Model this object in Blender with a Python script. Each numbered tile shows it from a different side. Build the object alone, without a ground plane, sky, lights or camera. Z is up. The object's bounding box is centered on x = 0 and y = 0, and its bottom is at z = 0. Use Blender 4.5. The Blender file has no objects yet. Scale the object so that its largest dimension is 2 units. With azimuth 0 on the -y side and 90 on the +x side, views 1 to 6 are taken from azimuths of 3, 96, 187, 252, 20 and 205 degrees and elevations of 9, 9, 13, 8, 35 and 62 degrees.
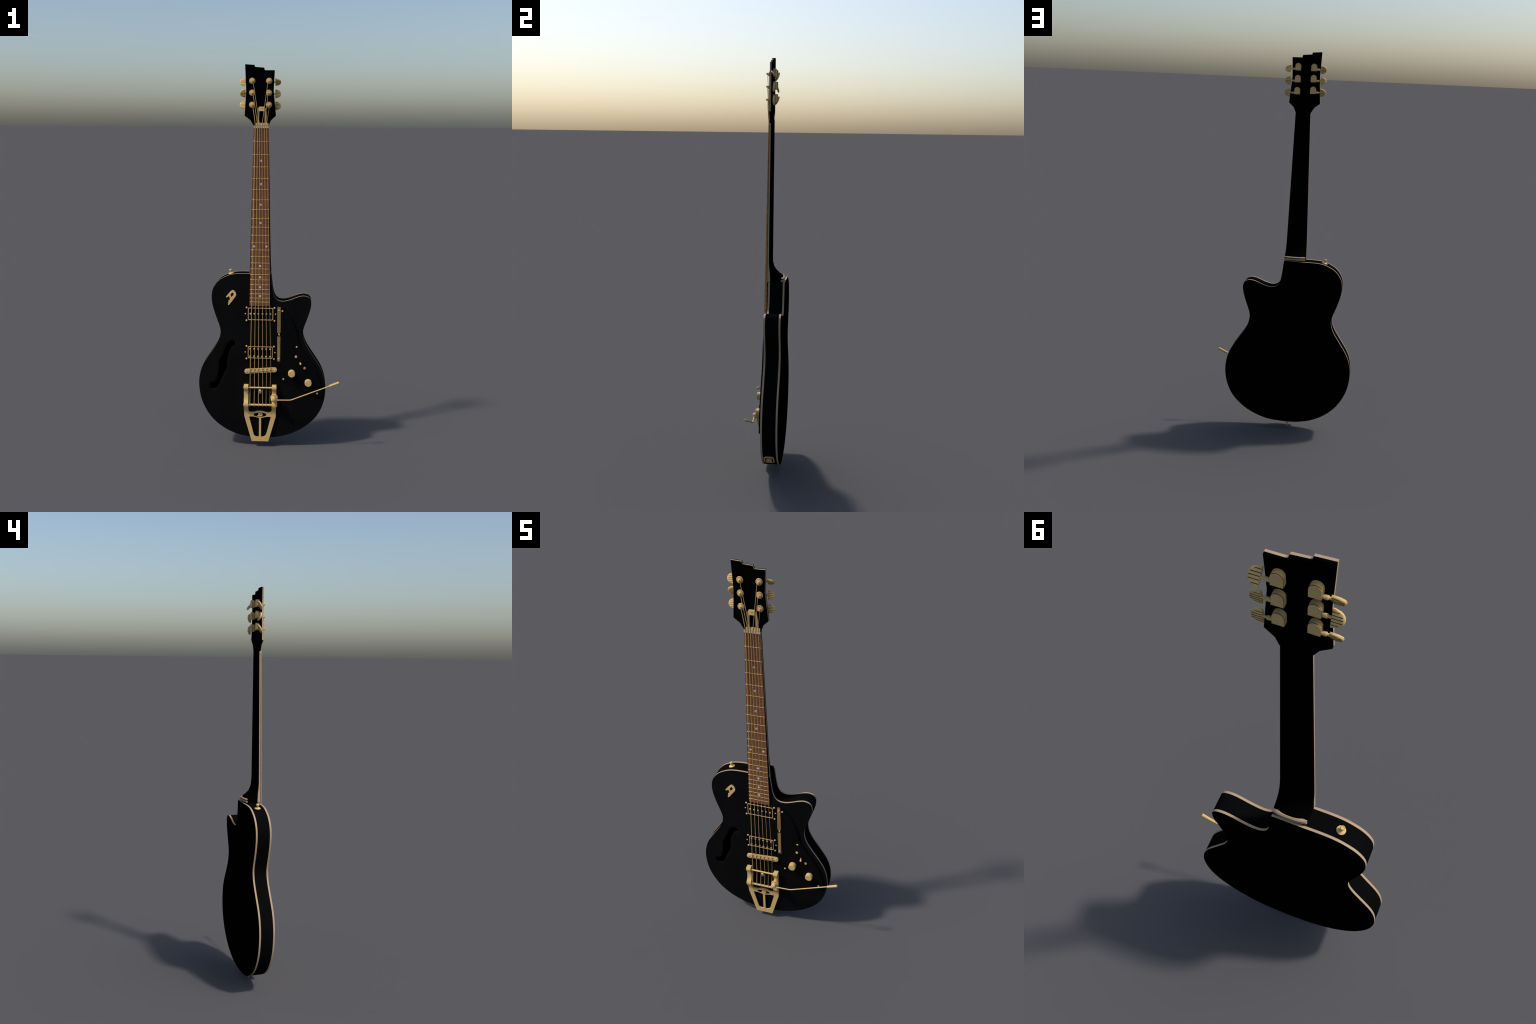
# A black semi-hollow single-cutaway electric guitar with gold hardware, built part by part.
# Frame: x to the right seen from the front, front face towards -y, z up, metres.
import bpy, math
import numpy as np
from mathutils import Vector, Matrix
from mathutils.geometry import delaunay_2d_cdt

# ------------------------------------------------------------------ materials
def new_mat(name, color, rough=0.6, metallic=0.0, spec=0.1):
    m = bpy.data.materials.new(name)
    m.use_nodes = True
    b = m.node_tree.nodes["Principled BSDF"]
    b.inputs["Base Color"].default_value = (*color, 1)
    b.inputs["Roughness"].default_value = rough
    b.inputs["Metallic"].default_value = metallic
    b.inputs["Specular IOR Level"].default_value = spec
    return m, m.node_tree.nodes, m.node_tree.links, b

def noise_tint(name, c0, c1, scale, rough, spec=0.1, stretch=(1, 1, 1), bump=0.0):
    """two close tones mixed by a fine noise, on object coordinates"""
    m, N, L, b = new_mat(name, c0, rough, 0, spec)
    tc = N.new("ShaderNodeTexCoord"); mp = N.new("ShaderNodeMapping")
    mp.inputs["Scale"].default_value = stretch
    no = N.new("ShaderNodeTexNoise"); no.inputs["Scale"].default_value = scale
    no.inputs["Detail"].default_value = 3
    r = N.new("ShaderNodeValToRGB")
    r.color_ramp.elements[0].position = 0.35; r.color_ramp.elements[0].color = (*c0, 1)
    r.color_ramp.elements[1].position = 0.65; r.color_ramp.elements[1].color = (*c1, 1)
    L.new(tc.outputs["Object"], mp.inputs["Vector"]); L.new(mp.outputs[0], no.inputs["Vector"])
    L.new(no.outputs["Fac"], r.inputs["Fac"]); L.new(r.outputs["Color"], b.inputs["Base Color"])
    if bump:
        bp = N.new("ShaderNodeBump"); bp.inputs["Strength"].default_value = bump
        bp.inputs["Distance"].default_value = 0.0005
        L.new(no.outputs["Fac"], bp.inputs["Height"]); L.new(bp.outputs[0], b.inputs["Normal"])
    return m

def rosewood():
    m, N, L, b = new_mat("rosewood", (0.2, 0.09, 0.045), 0.7, 0, 0.1)
    tc = N.new("ShaderNodeTexCoord")
    mp = N.new("ShaderNodeMapping"); mp.inputs["Scale"].default_value = (0.7, 1, 1)
    wa = N.new("ShaderNodeTexWave"); wa.wave_type = 'BANDS'; wa.bands_direction = 'Z'
    wa.inputs["Scale"].default_value = 52; wa.inputs["Distortion"].default_value = 9.0
    wa.inputs["Detail"].default_value = 2.5; wa.inputs["Detail Scale"].default_value = 0.6
    r = N.new("ShaderNodeValToRGB")
    r.color_ramp.elements[0].position = 0.0; r.color_ramp.elements[0].color = (0.088, 0.036, 0.018, 1)
    r.color_ramp.elements[1].position = 0.50; r.color_ramp.elements[1].color = (0.262, 0.114, 0.055, 1)
    no = N.new("ShaderNodeTexNoise"); no.inputs["Scale"].default_value = 6; no.inputs["Detail"].default_value = 4
    r2 = N.new("ShaderNodeValToRGB")
    r2.color_ramp.elements[0].position = 0.3; r2.color_ramp.elements[0].color = (0.85, 0.84, 0.84, 1)
    r2.color_ramp.elements[1].position = 0.7; r2.color_ramp.elements[1].color = (1.1, 1.08, 1.05, 1)
    mx = N.new("ShaderNodeMix"); mx.data_type = 'RGBA'; mx.blend_type = 'MULTIPLY'
    mx.inputs["Factor"].default_value = 1
    L.new(tc.outputs["Object"], mp.inputs["Vector"]); L.new(mp.outputs[0], wa.inputs["Vector"])
    L.new(wa.outputs["Color"], r.inputs["Fac"])
    L.new(tc.outputs["Object"], no.inputs["Vector"]); L.new(no.outputs["Fac"], r2.inputs["Fac"])
    L.new(r.outputs["Color"], mx.inputs["A"]); L.new(r2.outputs["Color"], mx.inputs["B"])
    L.new(mx.outputs["Result"], b.inputs["Base Color"])
    return m

GOLD = noise_tint("gold_plate", (0.615, 0.408, 0.158), (0.645, 0.428, 0.167), 60, 0.55, 0.1)
STRING = noise_tint("wound_string_gold", (0.44, 0.29, 0.112), (0.50, 0.33, 0.128), 60, 0.6, 0.1)  # same gold, base colour lowered for shading on thin round wire
CREAM = noise_tint("cream_binding", (0.395, 0.284, 0.180), (0.425, 0.305, 0.193), 90, 0.7, 0.1)
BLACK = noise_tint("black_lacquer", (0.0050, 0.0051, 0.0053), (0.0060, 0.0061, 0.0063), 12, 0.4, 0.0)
BLACK_BACK = noise_tint("deep_black_back", (0.001, 0.001, 0.001), (0.0013, 0.0014, 0.0013), 12, 0.5, 0.0)  # deepest of the black tones, used on the back plate
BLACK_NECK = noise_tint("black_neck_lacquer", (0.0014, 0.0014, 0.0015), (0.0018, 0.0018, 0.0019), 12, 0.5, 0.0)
BLACK_PLASTIC = noise_tint("black_plastic", (0.0036, 0.0036, 0.0038), (0.0043, 0.0044, 0.0046), 30, 0.4, 0.02)
BLACK_SIDE = noise_tint("black_side_lacquer", (0.0034, 0.0035, 0.0037), (0.0041, 0.0042, 0.0044), 12, 0.4, 0.0)
DARK = noise_tint("dark_groove", (0.004, 0.0035, 0.003), (0.006, 0.005, 0.004), 50, 0.8, 0.0)
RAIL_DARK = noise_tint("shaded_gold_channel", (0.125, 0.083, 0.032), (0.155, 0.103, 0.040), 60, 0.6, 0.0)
PEARL = noise_tint("pearl_inlay", (0.55, 0.57, 0.68), (0.62, 0.63, 0.72), 120, 0.5, 0.2)
BONE = noise_tint("bone_nut", (0.50, 0.385, 0.28), (0.56, 0.43, 0.315), 80, 0.6, 0.15)
ROSEWOOD = rosewood()
SILVER, _n, _l, _b = new_mat("polished_steel", (0.92, 0.94, 0.98), 0.35, 1.0, 0.5)

# ------------------------------------------------------------------ object helpers
ROOT = bpy.data.objects.new("electric_guitar", None)
bpy.context.scene.collection.objects.link(ROOT)
ROOT["label"] = "black semi-hollow electric guitar with gold vibrato tailpiece and hardware"
ROOT["category"] = "electric guitar"

def put(name, data, parent=None, mw=None):
    o = bpy.data.objects.new(name, data)
    bpy.context.scene.collection.objects.link(o)
    o.parent = parent if parent is not None else ROOT
    if mw is not None:
        o.matrix_world = mw
        o.matrix_local = mw            # every parent stands at the world origin unrotated
    return o

def mesh(name, verts, faces, mat, angle=35):
    me = bpy.data.meshes.new(name)
    me.from_pydata([tuple(map(float, v)) for v in verts], [], [tuple(map(int, f)) for f in faces])
    me.validate()
    import bmesh
    bm = bmesh.new(); bm.from_mesh(me)
    bmesh.ops.recalc_face_normals(bm, faces=bm.faces)
    bm.to_mesh(me); bm.free()
    for p in me.polygons:
        p.use_smooth = True
    me.set_sharp_from_angle(angle=math.radians(angle))
    for m in (mat if isinstance(mat, (list, tuple)) else [mat]):
        me.materials.append(m)
    return me

def join(*parts):
    V, F = [], []
    for v, f in parts:
        o = len(V); V += list(v); F += [tuple(i + o for i in q) for q in f]
    return V, F

# --- raw geometry generators, each returns (verts, faces)
def lathe(profile, n=32, origin=(0, 0, 0), axis=(0, -1, 0)):
    """profile: list of (radius, height along axis)"""
    rot = Vector((0, 0, 1)).rotation_difference(Vector(axis).normalized())
    V, F = [], []
    for r, h in profile:
        for k in range(n):
            a = 2 * math.pi * k / n
            V.append(rot @ Vector((r * math.cos(a), r * math.sin(a), h)) + Vector(origin))
    for i in range(len(profile) - 1):
        for k in range(n):
            F.append((i * n + k, i * n + (k + 1) % n, (i + 1) * n + (k + 1) % n, (i + 1) * n + k))
    F.append(tuple(range(n))); F.append(tuple(range((len(profile) - 1) * n, len(profile) * n)))
    return V, F

def tube(points, radius, n=12, closed=False):
    P = [Vector(p) for p in points]; m = len(P)
    rad = radius if isinstance(radius, (list, tuple)) else [radius] * m
    V, F = [], []
    prev = None
    for i in range(m):
        if closed: t = (P[(i + 1) % m] - P[i - 1]).normalized()
        else: t = (P[min(i + 1, m - 1)] - P[max(i - 1, 0)]).normalized()
        if prev is None:
            u = t.orthogonal().normalized() if abs(t.y) > .9 else t.cross(Vector((0, 1, 0))).normalized()
        else:
            u = (prev - t * prev.dot(t)).normalized()
        w = t.cross(u); prev = u
        for k in range(n):
            a = 2 * math.pi * k / n
            V.append(P[i] + (u * math.cos(a) + w * math.sin(a)) * rad[i])
    for i in range(m if closed else m - 1):
        j = (i + 1) % m
        for k in range(n):
            F.append((i * n + k, i * n + (k + 1) % n, j * n + (k + 1) % n, j * n + k))
    if not closed:
        F.append(tuple(range(n))); F.append(tuple(range((m - 1) * n, m * n)))
    return V, F

def box(x0, x1, y0, y1, z0, z1):
    V = [(x, y, z) for x in (x0, x1) for y in (y0, y1) for z in (z0, z1)]
    return V, [(0, 1, 3, 2), (4, 6, 7, 5), (0, 4, 5, 1), (2, 3, 7, 6), (0, 2, 6, 4), (1, 5, 7, 3)]

def inside(px, pz, loops):
    """even-odd test of many points against several closed loops"""
    px = np.asarray(px); pz = np.asarray(pz)
    c = np.zeros(px.shape, bool)
    for lp in loops:
        a = np.asarray(lp)
        for (x0, z0), (x1, z1) in zip(a, np.roll(a, -1, 0)):
            if z0 == z1: continue
            hit = ((z0 > pz) != (z1 > pz)) & (px < (x1 - x0) * (pz - z0) / (z1 - z0) + x0)
            c ^= hit
    return c

def dist_to(px, pz, loop):
    a = np.asarray(loop); b = np.roll(a, -1, 0)
    px = np.asarray(px, float); pz = np.asarray(pz, float)
    best = np.full(px.shape, 1e9)
    for (x0, z0), (x1, z1) in zip(a, b):
        dx, dz = x1 - x0, z1 - z0
        t = np.clip(((px - x0) * dx + (pz - z0) * dz) / max(dx * dx + dz * dz, 1e-18), 0, 1)
        best = np.minimum(best, (px - x0 - t * dx) ** 2 + (pz - z0 - t * dz) ** 2)
    return np.sqrt(best)

def cdt(loops, step=0.0, margin=None):
    """triangulate the area between loops in the xz plane -> pts, tris, loop index lists"""
    pts, edges, loop_ids = [], [], []
    for lp in loops:
        s = len(pts); n = len(lp)
        pts += [Vector((p[0], p[1])) for p in lp]
        edges += [(s + i, s + (i + 1) % n) for i in range(n)]
        loop_ids.append(list(range(s, s + n)))
    if step:
        margin = margin if margin is not None else step * 0.6
        a = np.array([tuple(p) for p in pts])
        gx, gz = np.meshgrid(np.arange(a[:, 0].min() + step / 2, a[:, 0].max(), step),
                             np.arange(a[:, 1].min() + step / 2, a[:, 1].max(), step))
        gx, gz = gx.ravel(), gz.ravel()
        k = inside(gx, gz, loops); gx, gz = gx[k], gz[k]
        d = np.full(gx.shape, 1e9)
        for lp in loops: d = np.minimum(d, dist_to(gx, gz, lp))
        k = d > margin
        pts += [Vector((float(x), float(z))) for x, z in zip(gx[k], gz[k])]
    vo, eo, fo, ov, oe, of = delaunay_2d_cdt(pts, edges, [], 0, 1e-7)
    back = {}
    for i, o in enumerate(ov):
        for q in o: back[q] = i
    P = np.array([tuple(v) for v in vo])
    T = np.array([f for f in fo])
    c = P[T].mean(1)
    T = T[inside(c[:, 0], c[:, 1], loops)]
    return P, T, [[back[i] for i in l] for l in loop_ids]

def plate(loops, yfront, yback, step=0.0):
    """solid plate: outline + holes in xz, front and back height given as functions of x, z"""
    P, T, L = cdt(loops, step)
    yf = yfront(P[:, 0], P[:, 1]) * np.ones(len(P)); yb = yback(P[:, 0], P[:, 1]) * np.ones(len(P))
    n = len(P)
    V = [(p[0], y, p[1]) for p, y in zip(P, yf)] + [(p[0], y, p[1]) for p, y in zip(P, yb)]
    F = [tuple(t) for t in T] + [tuple(n + i for i in t[::-1]) for t in T]
    for l in L:
        for a, b in zip(l, l[1:] + l[:1]):
            F.append((a, b, n + b, n + a))
    return V, F

def const(v):
    return lambda x, z: v

def spline(pts, closed=True, step=0.004):
    """centripetal-ish Catmull-Rom through control points, resampled to equal steps"""
    p = np.asarray(pts, float); n = len(p); out = []
    rng = range(n) if closed else range(n - 1)
    for i in rng:
        g = (lambda k: p[k % n]) if closed else (lambda k: p[min(max(k, 0), n - 1)])
        p0, p1, p2, p3 = g(i - 1), g(i), g(i + 1), g(i + 2)
        l = np.linalg.norm(p2 - p1)
        m1 = (p2 - p0) / max(np.linalg.norm(p2 - p1) + np.linalg.norm(p1 - p0), 1e-9) * l
        m2 = (p3 - p1) / max(np.linalg.norm(p3 - p2) + l, 1e-9) * l
        for t in np.linspace(0, 1, 24, endpoint=False):
            t2, t3 = t * t, t ** 3
            out.append((2 * t3 - 3 * t2 + 1) * p1 + (t3 - 2 * t2 + t) * m1 + (-2 * t3 + 3 * t2) * p2 + (t3 - t2) * m2)
    if not closed: out.append(p[-1])
    q = np.array(out)
    if closed: q = np.vstack([q, q[:1]])
    s = np.concatenate([[0], np.cumsum(np.linalg.norm(np.diff(q, axis=0), axis=1))])
    m = max(3, int(round(s[-1] / step)))
    u = np.linspace(0, s[-1], m + 1)
    r = np.stack([np.interp(u, s, q[:, k]) for k in range(q.shape[1])], 1)
    return r[:-1] if closed else r

def rounded_rect(x0, x1, z0, z1, r, n=6):
    out = []
    for cx, cz, a0 in ((x1 - r, z1 - r, 0), (x0 + r, z1 - r, 90), (x0 + r, z0 + r, 180), (x1 - r, z0 + r, 270)):
        for k in range(n + 1):
            a = math.radians(a0 + 90 * k / n)
            out.append((cx + r * math.cos(a), cz + r * math.sin(a)))
    return out

# ------------------------------------------------------------------ main measures
RIM_FRONT, RIM_BACK, BIND = -0.0098, 0.0692, 0.0084
AXIS = -0.0438                     # x of the hardware centre line on the body

# body outline: a smooth run from the left of the neck round to the cutaway wall
OUTLINE_RUN = [
    (-0.095, 0.939), (-0.136, 0.9395), (-0.174, 0.938), (-0.206, 0.9320), (-0.233, 0.9208), (-0.2575, 0.9065),
    (-0.279, 0.8850), (-0.296, 0.855), (-0.302, 0.818), (-0.299, 0.780), (-0.289, 0.740), (-0.275, 0.698),
    (-0.262, 0.663), (-0.2555, 0.632), (-0.2595, 0.600), (-0.274, 0.566), (-0.296, 0.531), (-0.318, 0.498),
    (-0.339, 0.465), (-0.355, 0.432), (-0.366, 0.393), (-0.371, 0.350), (-0.369, 0.312), (-0.362, 0.270),
    (-0.350, 0.233), (-0.333, 0.198), (-0.308, 0.160), (-0.281, 0.131), (-0.248, 0.1045), (-0.212, 0.083),
    (-0.172, 0.066), (-0.134, 0.056), (-0.092, 0.0495), (-0.043, 0.0475), (0.008, 0.049), (0.052, 0.0535),
    (0.090, 0.0625), (0.138, 0.081), (0.183, 0.106), (0.222, 0.137), (0.254, 0.1725), (0.278, 0.214),
    (0.294, 0.263), (0.3005, 0.315), (0.2985, 0.358), (0.289, 0.401), (0.2745, 0.436), (0.254, 0.471),
    (0.223, 0.517), (0.197, 0.559), (0.182, 0.596), (0.1775, 0.633), (0.183, 0.660), (0.197, 0.699),
    (0.2095, 0.736), (0.217, 0.767), (0.2185, 0.791), (0.2135, 0.809), (0.203, 0.820), (0.1855, 0.8255),
    (0.166, 0.8245), (0.141, 0.8168), (0.117, 0.807), (0.092, 0.799), (0.072, 0.7958), (0.054, 0.7975),
    (0.0375, 0.8065), (0.0240, 0.827), (0.0168, 0.857), (0.0125, 0.889), (0.0092, 0.918), (0.0065, 0.9415)]
run = spline(OUTLINE_RUN, closed=False, step=0.0042)
for _ in range(2):                 # light smoothing, ends kept
    run[1:-1] = 0.25 * run[:-2] + 0.5 * run[1:-1] + 0.25 * run[2:]
gap = np.stack([np.linspace(run[-1, 0], run[0, 0], 26), np.linspace(run[-1, 1], run[0, 1], 26)], 1)[1:-1]
OUTLINE = np.vstack([run, gap])

def arch(x, z, height, width):
    d = dist_to(x, z, OUTLINE)
    t = np.clip(d / width, 0, 1)
    return height * t * t * (3 - 2 * t)              # slack recurve at the rim, flat in the middle

def y_front(x, z):
    return RIM_FRONT - arch(x, z, 0.0072, 0.14)

def y_back(x, z):
    return RIM_BACK + arch(x, z, 0.0080, 0.20)

def yf(x, z):
    return float(y_front(np.array([x]), np.array([z]))[0])

# ------------------------------------------------------------------ body
F_HOLE = spline([(-0.2035, 0.5806), (-0.1914, 0.5842), (-0.1813, 0.5769), (-0.1781, 0.5645), (-0.1833, 0.554),
    (-0.1954, 0.5496), (-0.2056, 0.5348), (-0.2157, 0.5074), (-0.2215, 0.4696), (-0.2225, 0.442), (-0.2240, 0.432),
    (-0.2382, 0.402), (-0.2545, 0.3678), (-0.2669, 0.3379), (-0.2812, 0.3206), (-0.2976, 0.3159), (-0.3099, 0.322),
    (-0.3139, 0.3367), (-0.3077, 0.3505), (-0.2893, 0.3551), (-0.277, 0.3715), (-0.2708, 0.4012), (-0.2668, 0.435),
    (-0.2665, 0.457), (-0.2650, 0.4645), (-0.2563, 0.4856), (-0.2421, 0.5152), (-0.2278, 0.5489), (-0.2177, 0.5678)], step=0.0028) + np.array([0.0006, -0.0024])

P, T, LID = cdt([OUTLINE, F_HOLE], 0.006)
yv = y_front(P[:, 0], P[:, 1]); yv[LID[0]] = RIM_FRONT
soft = np.clip(1 - dist_to(P[:, 0], P[:, 1], F_HOLE) / 0.008, 0, 1)       # rounded lip of the sound hole
yv = yv + 0.002 * soft ** 2
V = [(p[0], y, p[1]) for p, y in zip(P, yv)]
Fc = [tuple(t) for t in T]
ring = LID[1]; base = len(V)
V += [(V[i][0], V[i][1] + 0.009, V[i][2]) for i in ring]
for k in range(len(ring)):
    j = (k + 1) % len(ring); Fc.append((ring[k], ring[j], base + j, base + k))
put("soundboard", mesh("soundboard", V, Fc, BLACK, 40))

P, T, LID = cdt([OUTLINE], 0.008)
yv = y_back(P[:, 0], P[:, 1]); yv[LID[0]] = RIM_BACK
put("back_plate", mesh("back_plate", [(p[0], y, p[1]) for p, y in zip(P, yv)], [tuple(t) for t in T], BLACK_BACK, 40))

def wall(loop, ys, proud=0.0, closed=True):
    n = len(loop); V, F = [], []
    for y in ys:
        V += [(p[0], y, p[1]) for p in loop]
    for r in range(len(ys) - 1):
        for i in range(n if closed else n - 1):
            j = (i + 1) % n
            F.append((r * n + i, r * n + j, (r + 1) * n + j, (r + 1) * n + i))
    return V, F
put("body_side", mesh("body_side", *wall(OUTLINE, [RIM_FRONT + BIND, RIM_BACK - BIND]), BLACK_SIDE, 50))
for a, b in ((RIM_FRONT, RIM_FRONT + BIND), (RIM_BACK - BIND, RIM_BACK)):
    put("body_binding", mesh("body_binding", *wall(OUTLINE, [a, b]), CREAM, 50))

# ------------------------------------------------------------------ neck, heel, headstock
NUT_Z, END_Z = 1.6905, 0.7705
def neck_mid(z): return -0.0479 + (NUT_Z - z) / (NUT_Z - END_Z) * -0.0015
def fb_half(z): return 0.0369 + (NUT_Z - z) / (NUT_Z - END_Z) * 0.0162
def fb_y(z): return -0.0162 - (NUT_Z - z) / (NUT_Z - END_Z) * 0.0022
def neck_half(z): return 0.0376 + (NUT_Z - z) * 0.0233

def neck_section(z):
    """x, y points of one neck cross-section, from front left round the back to front right"""
    w = neck_half(z); c = -0.0477
    back = np.interp(z, [0.930, 0.955, 0.962, 0.968, 0.976, 0.991, 1.010, 1.030, 1.05], [0.054, 0.0560, 0.0590, 0.0555, 0.043, 0.0255, 0.0125, 0.0062, 0.0055])
    side = np.interp(z, [0.930, 0.951, 0.957, 0.974, 0.9914, 1.012, 1.035, 1.06], [0.053, 0.053, 0.051, 0.0246, 0.0110, 0.0035, 0.0002, -0.0010])
    back = max(back, side + 0.003)
    h = back - side
    pts = [(-w, -0.0147), (-w, side)]
    for t in (0.93, 0.80, 0.62, 0.42, 0.21, 0.0, -0.21, -0.42, -0.62, -0.80, -0.93):
        pts.append((-w * t, side + h * (1 - abs(t) ** 2.6)))
    pts += [(w, side), (w, -0.0147)]
    return [(c + x, y) for x, y in pts]

zs = [1.712, 1.69, 1.60, 1.45, 1.30, 1.20, 1.10, 1.06, 1.045, 1.03, 1.02, 1.01, 1.00, 0.991, 0.983, 0.976, 0.970, 0.966, 0.962, 0.957, 0.953]
V, Fc = [], []
for z in zs:
    V += [(x, y, z) for x, y in neck_section(z)]
m = len(neck_section(1.2))
for i in range(len(zs) - 1):
    for k in range(m):
        Fc.append((i * m + k, i * m + (k + 1) % m, (i + 1) * m + (k + 1) % m, (i + 1) * m + k))
Fc.append(tuple(range(m))); Fc.append(tuple(range((len(zs) - 1) * m, len(zs) * m)))
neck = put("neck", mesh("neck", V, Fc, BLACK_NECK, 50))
# heel block that carries the neck down to the body
c = -0.0477; w = neck_half(0.953) - 0.0004
put("heel", mesh("heel", *box(c - w, c + w, -0.0140, 0.0520, 0.925, 0.9535), BLACK_NECK), neck)

# cream strips along both sides of the neck, wider towards the heel
for s in (-1, 1):
    prof = []
    for z in (1.694, 1.5, 1.3, 1.12, 1.04, 1.015, 0.99, 0.96, 0.9425):
        x = -0.0477 + s * neck_half(z)
        yb = np.interp(z, [0.94, 0.985, 1.02, 1.05], [-0.0008, -0.0022, -0.0070, -0.0084])
        prof.append((x, z, yb))
    V, Fc = [], []
    for x, z, yb in prof:
        for dx in (-0.0012, 0.0002):
            for y in (-0.0144, yb):
                V.append((x + s * dx, y, z))
    for i in range(len(prof) - 1):
        a, b = i * 4, i * 4 + 4
        Fc += [(a + 2, a + 3, b + 3, b + 2), (a, a + 2, b + 2, b), (a + 1, b + 1, b + 3, a + 3), (a, b, b + 1, a + 1)]
    Fc += [(0, 1, 3, 2), tuple(len(V) - 4 + k for k in (0, 2, 3, 1))]
    put("neck_binding", mesh("neck_binding", V, Fc, CREAM), neck)

# heel cap: pale layers with a dark one between, stacked under the heel and rounded to the back
def cap_layer(name, z0, z1, y0, y1, mat, grow):
    V, Fc, n = [], [], 14
    for i in range(n + 1):
        u = i / n * 2 - 1
        x = c + u * (w + grow); bulge = 0.0065 * (1 - abs(u) ** 3) - 0.003
        V += [(x, 0.0515, z0), (x, y0 + bulge, z0), (x, y1 + bulge, z1), (x, 0.0515, z1)]
    for i in range(n):
        a, b = i * 4, i * 4 + 4
        Fc += [(a + k, b + k, b + (k + 1) % 4, a + (k + 1) % 4) for k in range(4)]
    Fc += [(0, 1, 2, 3), tuple(4 * n + k for k in range(4))]
    put(name, mesh(name, V, Fc, mat), neck)
cap_layer("heel_cap", 0.9588, 0.9628, 0.0612, 0.0568, CREAM, 0.0002)
cap_layer("heel_cap_line", 0.9530, 0.9588, 0.0588, 0.0592, DARK, 0.0000)
cap_layer("heel_cap", 0.9450, 0.9535, 0.0598, 0.0616, CREAM, 0.0001)

HEAD = [(-0.1297, 1.9998), (-0.0831, 1.9967), (-0.0800, 1.987), (-0.0348, 1.9833), (-0.0311, 1.9707), (0.0181, 1.9707),
        (0.0136, 1.8734), (0.0257, 1.7476), (0.0008, 1.7252), (-0.0098, 1.7005), (-0.0862, 1.6985), (-0.1032, 1.7260),
        (-0.1315, 1.7469), (-0.1242, 1.8705)]
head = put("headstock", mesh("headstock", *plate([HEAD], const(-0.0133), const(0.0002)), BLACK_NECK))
def offset(path, d):
    """mitred offset of an open path in xz, to its left"""
    out = []
    p = np.asarray(path)
    for i in range(len(p)):
        n = np.zeros(2)
        segs = [k for k in (i - 1, i) if 0 <= k < len(p) - 1]
        ns = []
        for k in segs:
            t = p[k + 1] - p[k]; t = t / np.linalg.norm(t); ns.append(np.array([-t[1], t[0]]))
        n = sum(ns); n = n / np.linalg.norm(n); n = n / max(0.35, n @ ns[0])
        out.append(p[i] + n * d)
    return np.array(out)
edge = [HEAD[k] for k in (12, 13, 0, 1, 2, 3, 4, 5, 6, 7)]
loop = list(map(tuple, offset(edge, 0.0002))) + list(map(tuple, offset(edge, -0.0012)))[::-1]
put("headstock_binding", mesh("headstock_binding", *plate([loop], const(-0.0129), const(-0.0062)), CREAM), head)

# ------------------------------------------------------------------ fretboard, frets, inlays, nut
zz = np.array([END_Z, 1.6905])
board = [(neck_mid(z) - fb_half(z), z) for z in zz] + [(neck_mid(z) + fb_half(z), z) for z in zz[::-1]]
fb = put("fretboard", mesh("fretboard", *plate([board], lambda x, z: fb_y(z), const(-0.0138)), ROSEWOOD))
SCALE = 1.2500
fret_z = [NUT_Z - SCALE * (1 - 2 ** (-n / 12)) for n in range(0, 23)]
for n in range(1, 23):
    z = fret_z[n]; h = fb_half(z) - 0.0002; cx = neck_mid(z); y = fb_y(z)
    V, Fc = tube([(cx - h, y, z), (cx - h * .98, y - .0001, z), (cx + h * .98, y - .0001, z), (cx + h, y, z)], [0.0012, 0.0017, 0.0017, 0.0012], 10)
    put("fret", mesh("fret", V, Fc, GOLD, 60), fb)
dot_mesh = mesh("inlay_dot", *lathe([(0.0058, -0.001), (0.0058, 0.0004), (0.0052, 0.0006)], 24), PEARL)
for n in (3, 5, 7, 9, 12, 15, 17, 19, 21):
    z = (fret_z[n - 1] + fret_z[n]) / 2
    for dx in ((-0.0310, 0.0320) if n == 12 else (0.0015,)):
        put("inlay_dot", dot_mesh, fb, Matrix.Translation((neck_mid(z) + dx, fb_y(z), z)))

STR_NUT = [-0.0771, -0.0653, -0.0546, -0.0440, -0.0311, -0.0199]
STR_BRIDGE = [-0.0966, -0.0746, -0.0533, -0.0310, -0.0101, 0.0119]
STR_BAR = [-0.0973, -0.0748, -0.0524, -0.0308, -0.0119, 0.0083]
STR_R = [0.00190, 0.00168, 0.00148, 0.00128, 0.00106, 0.00085]
parts = []
edges_x = [neck_mid(1.69) - 0.0370] + [v for x, r in zip(STR_NUT, STR_R) for v in (x - r - .0009, x + r + .0009)] + [neck_mid(1.69) + 0.0370]
prof = []
for i, x in enumerate(edges_x):        # saw-tooth nut top with a slot for every string
    up = (x, -0.0192); dn = (x, -0.0160)
    prof += ([up] if i in (0, len(edges_x) - 1) else ([up, dn] if i % 2 else [dn, up]))
poly = prof + [(edges_x[-1], -0.0135), (edges_x[0], -0.0135)]
n = len(poly)
V = [(x, y, 1.6862) for x, y in poly] + [(x, y, 1.6975) for x, y in poly]
put("nut", mesh("nut", V, [tuple(range(n)), tuple(range(n, 2 * n))] + [(i, (i + 1) % n, n + (i + 1) % n, n + i) for i in range(n)], BONE))

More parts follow.
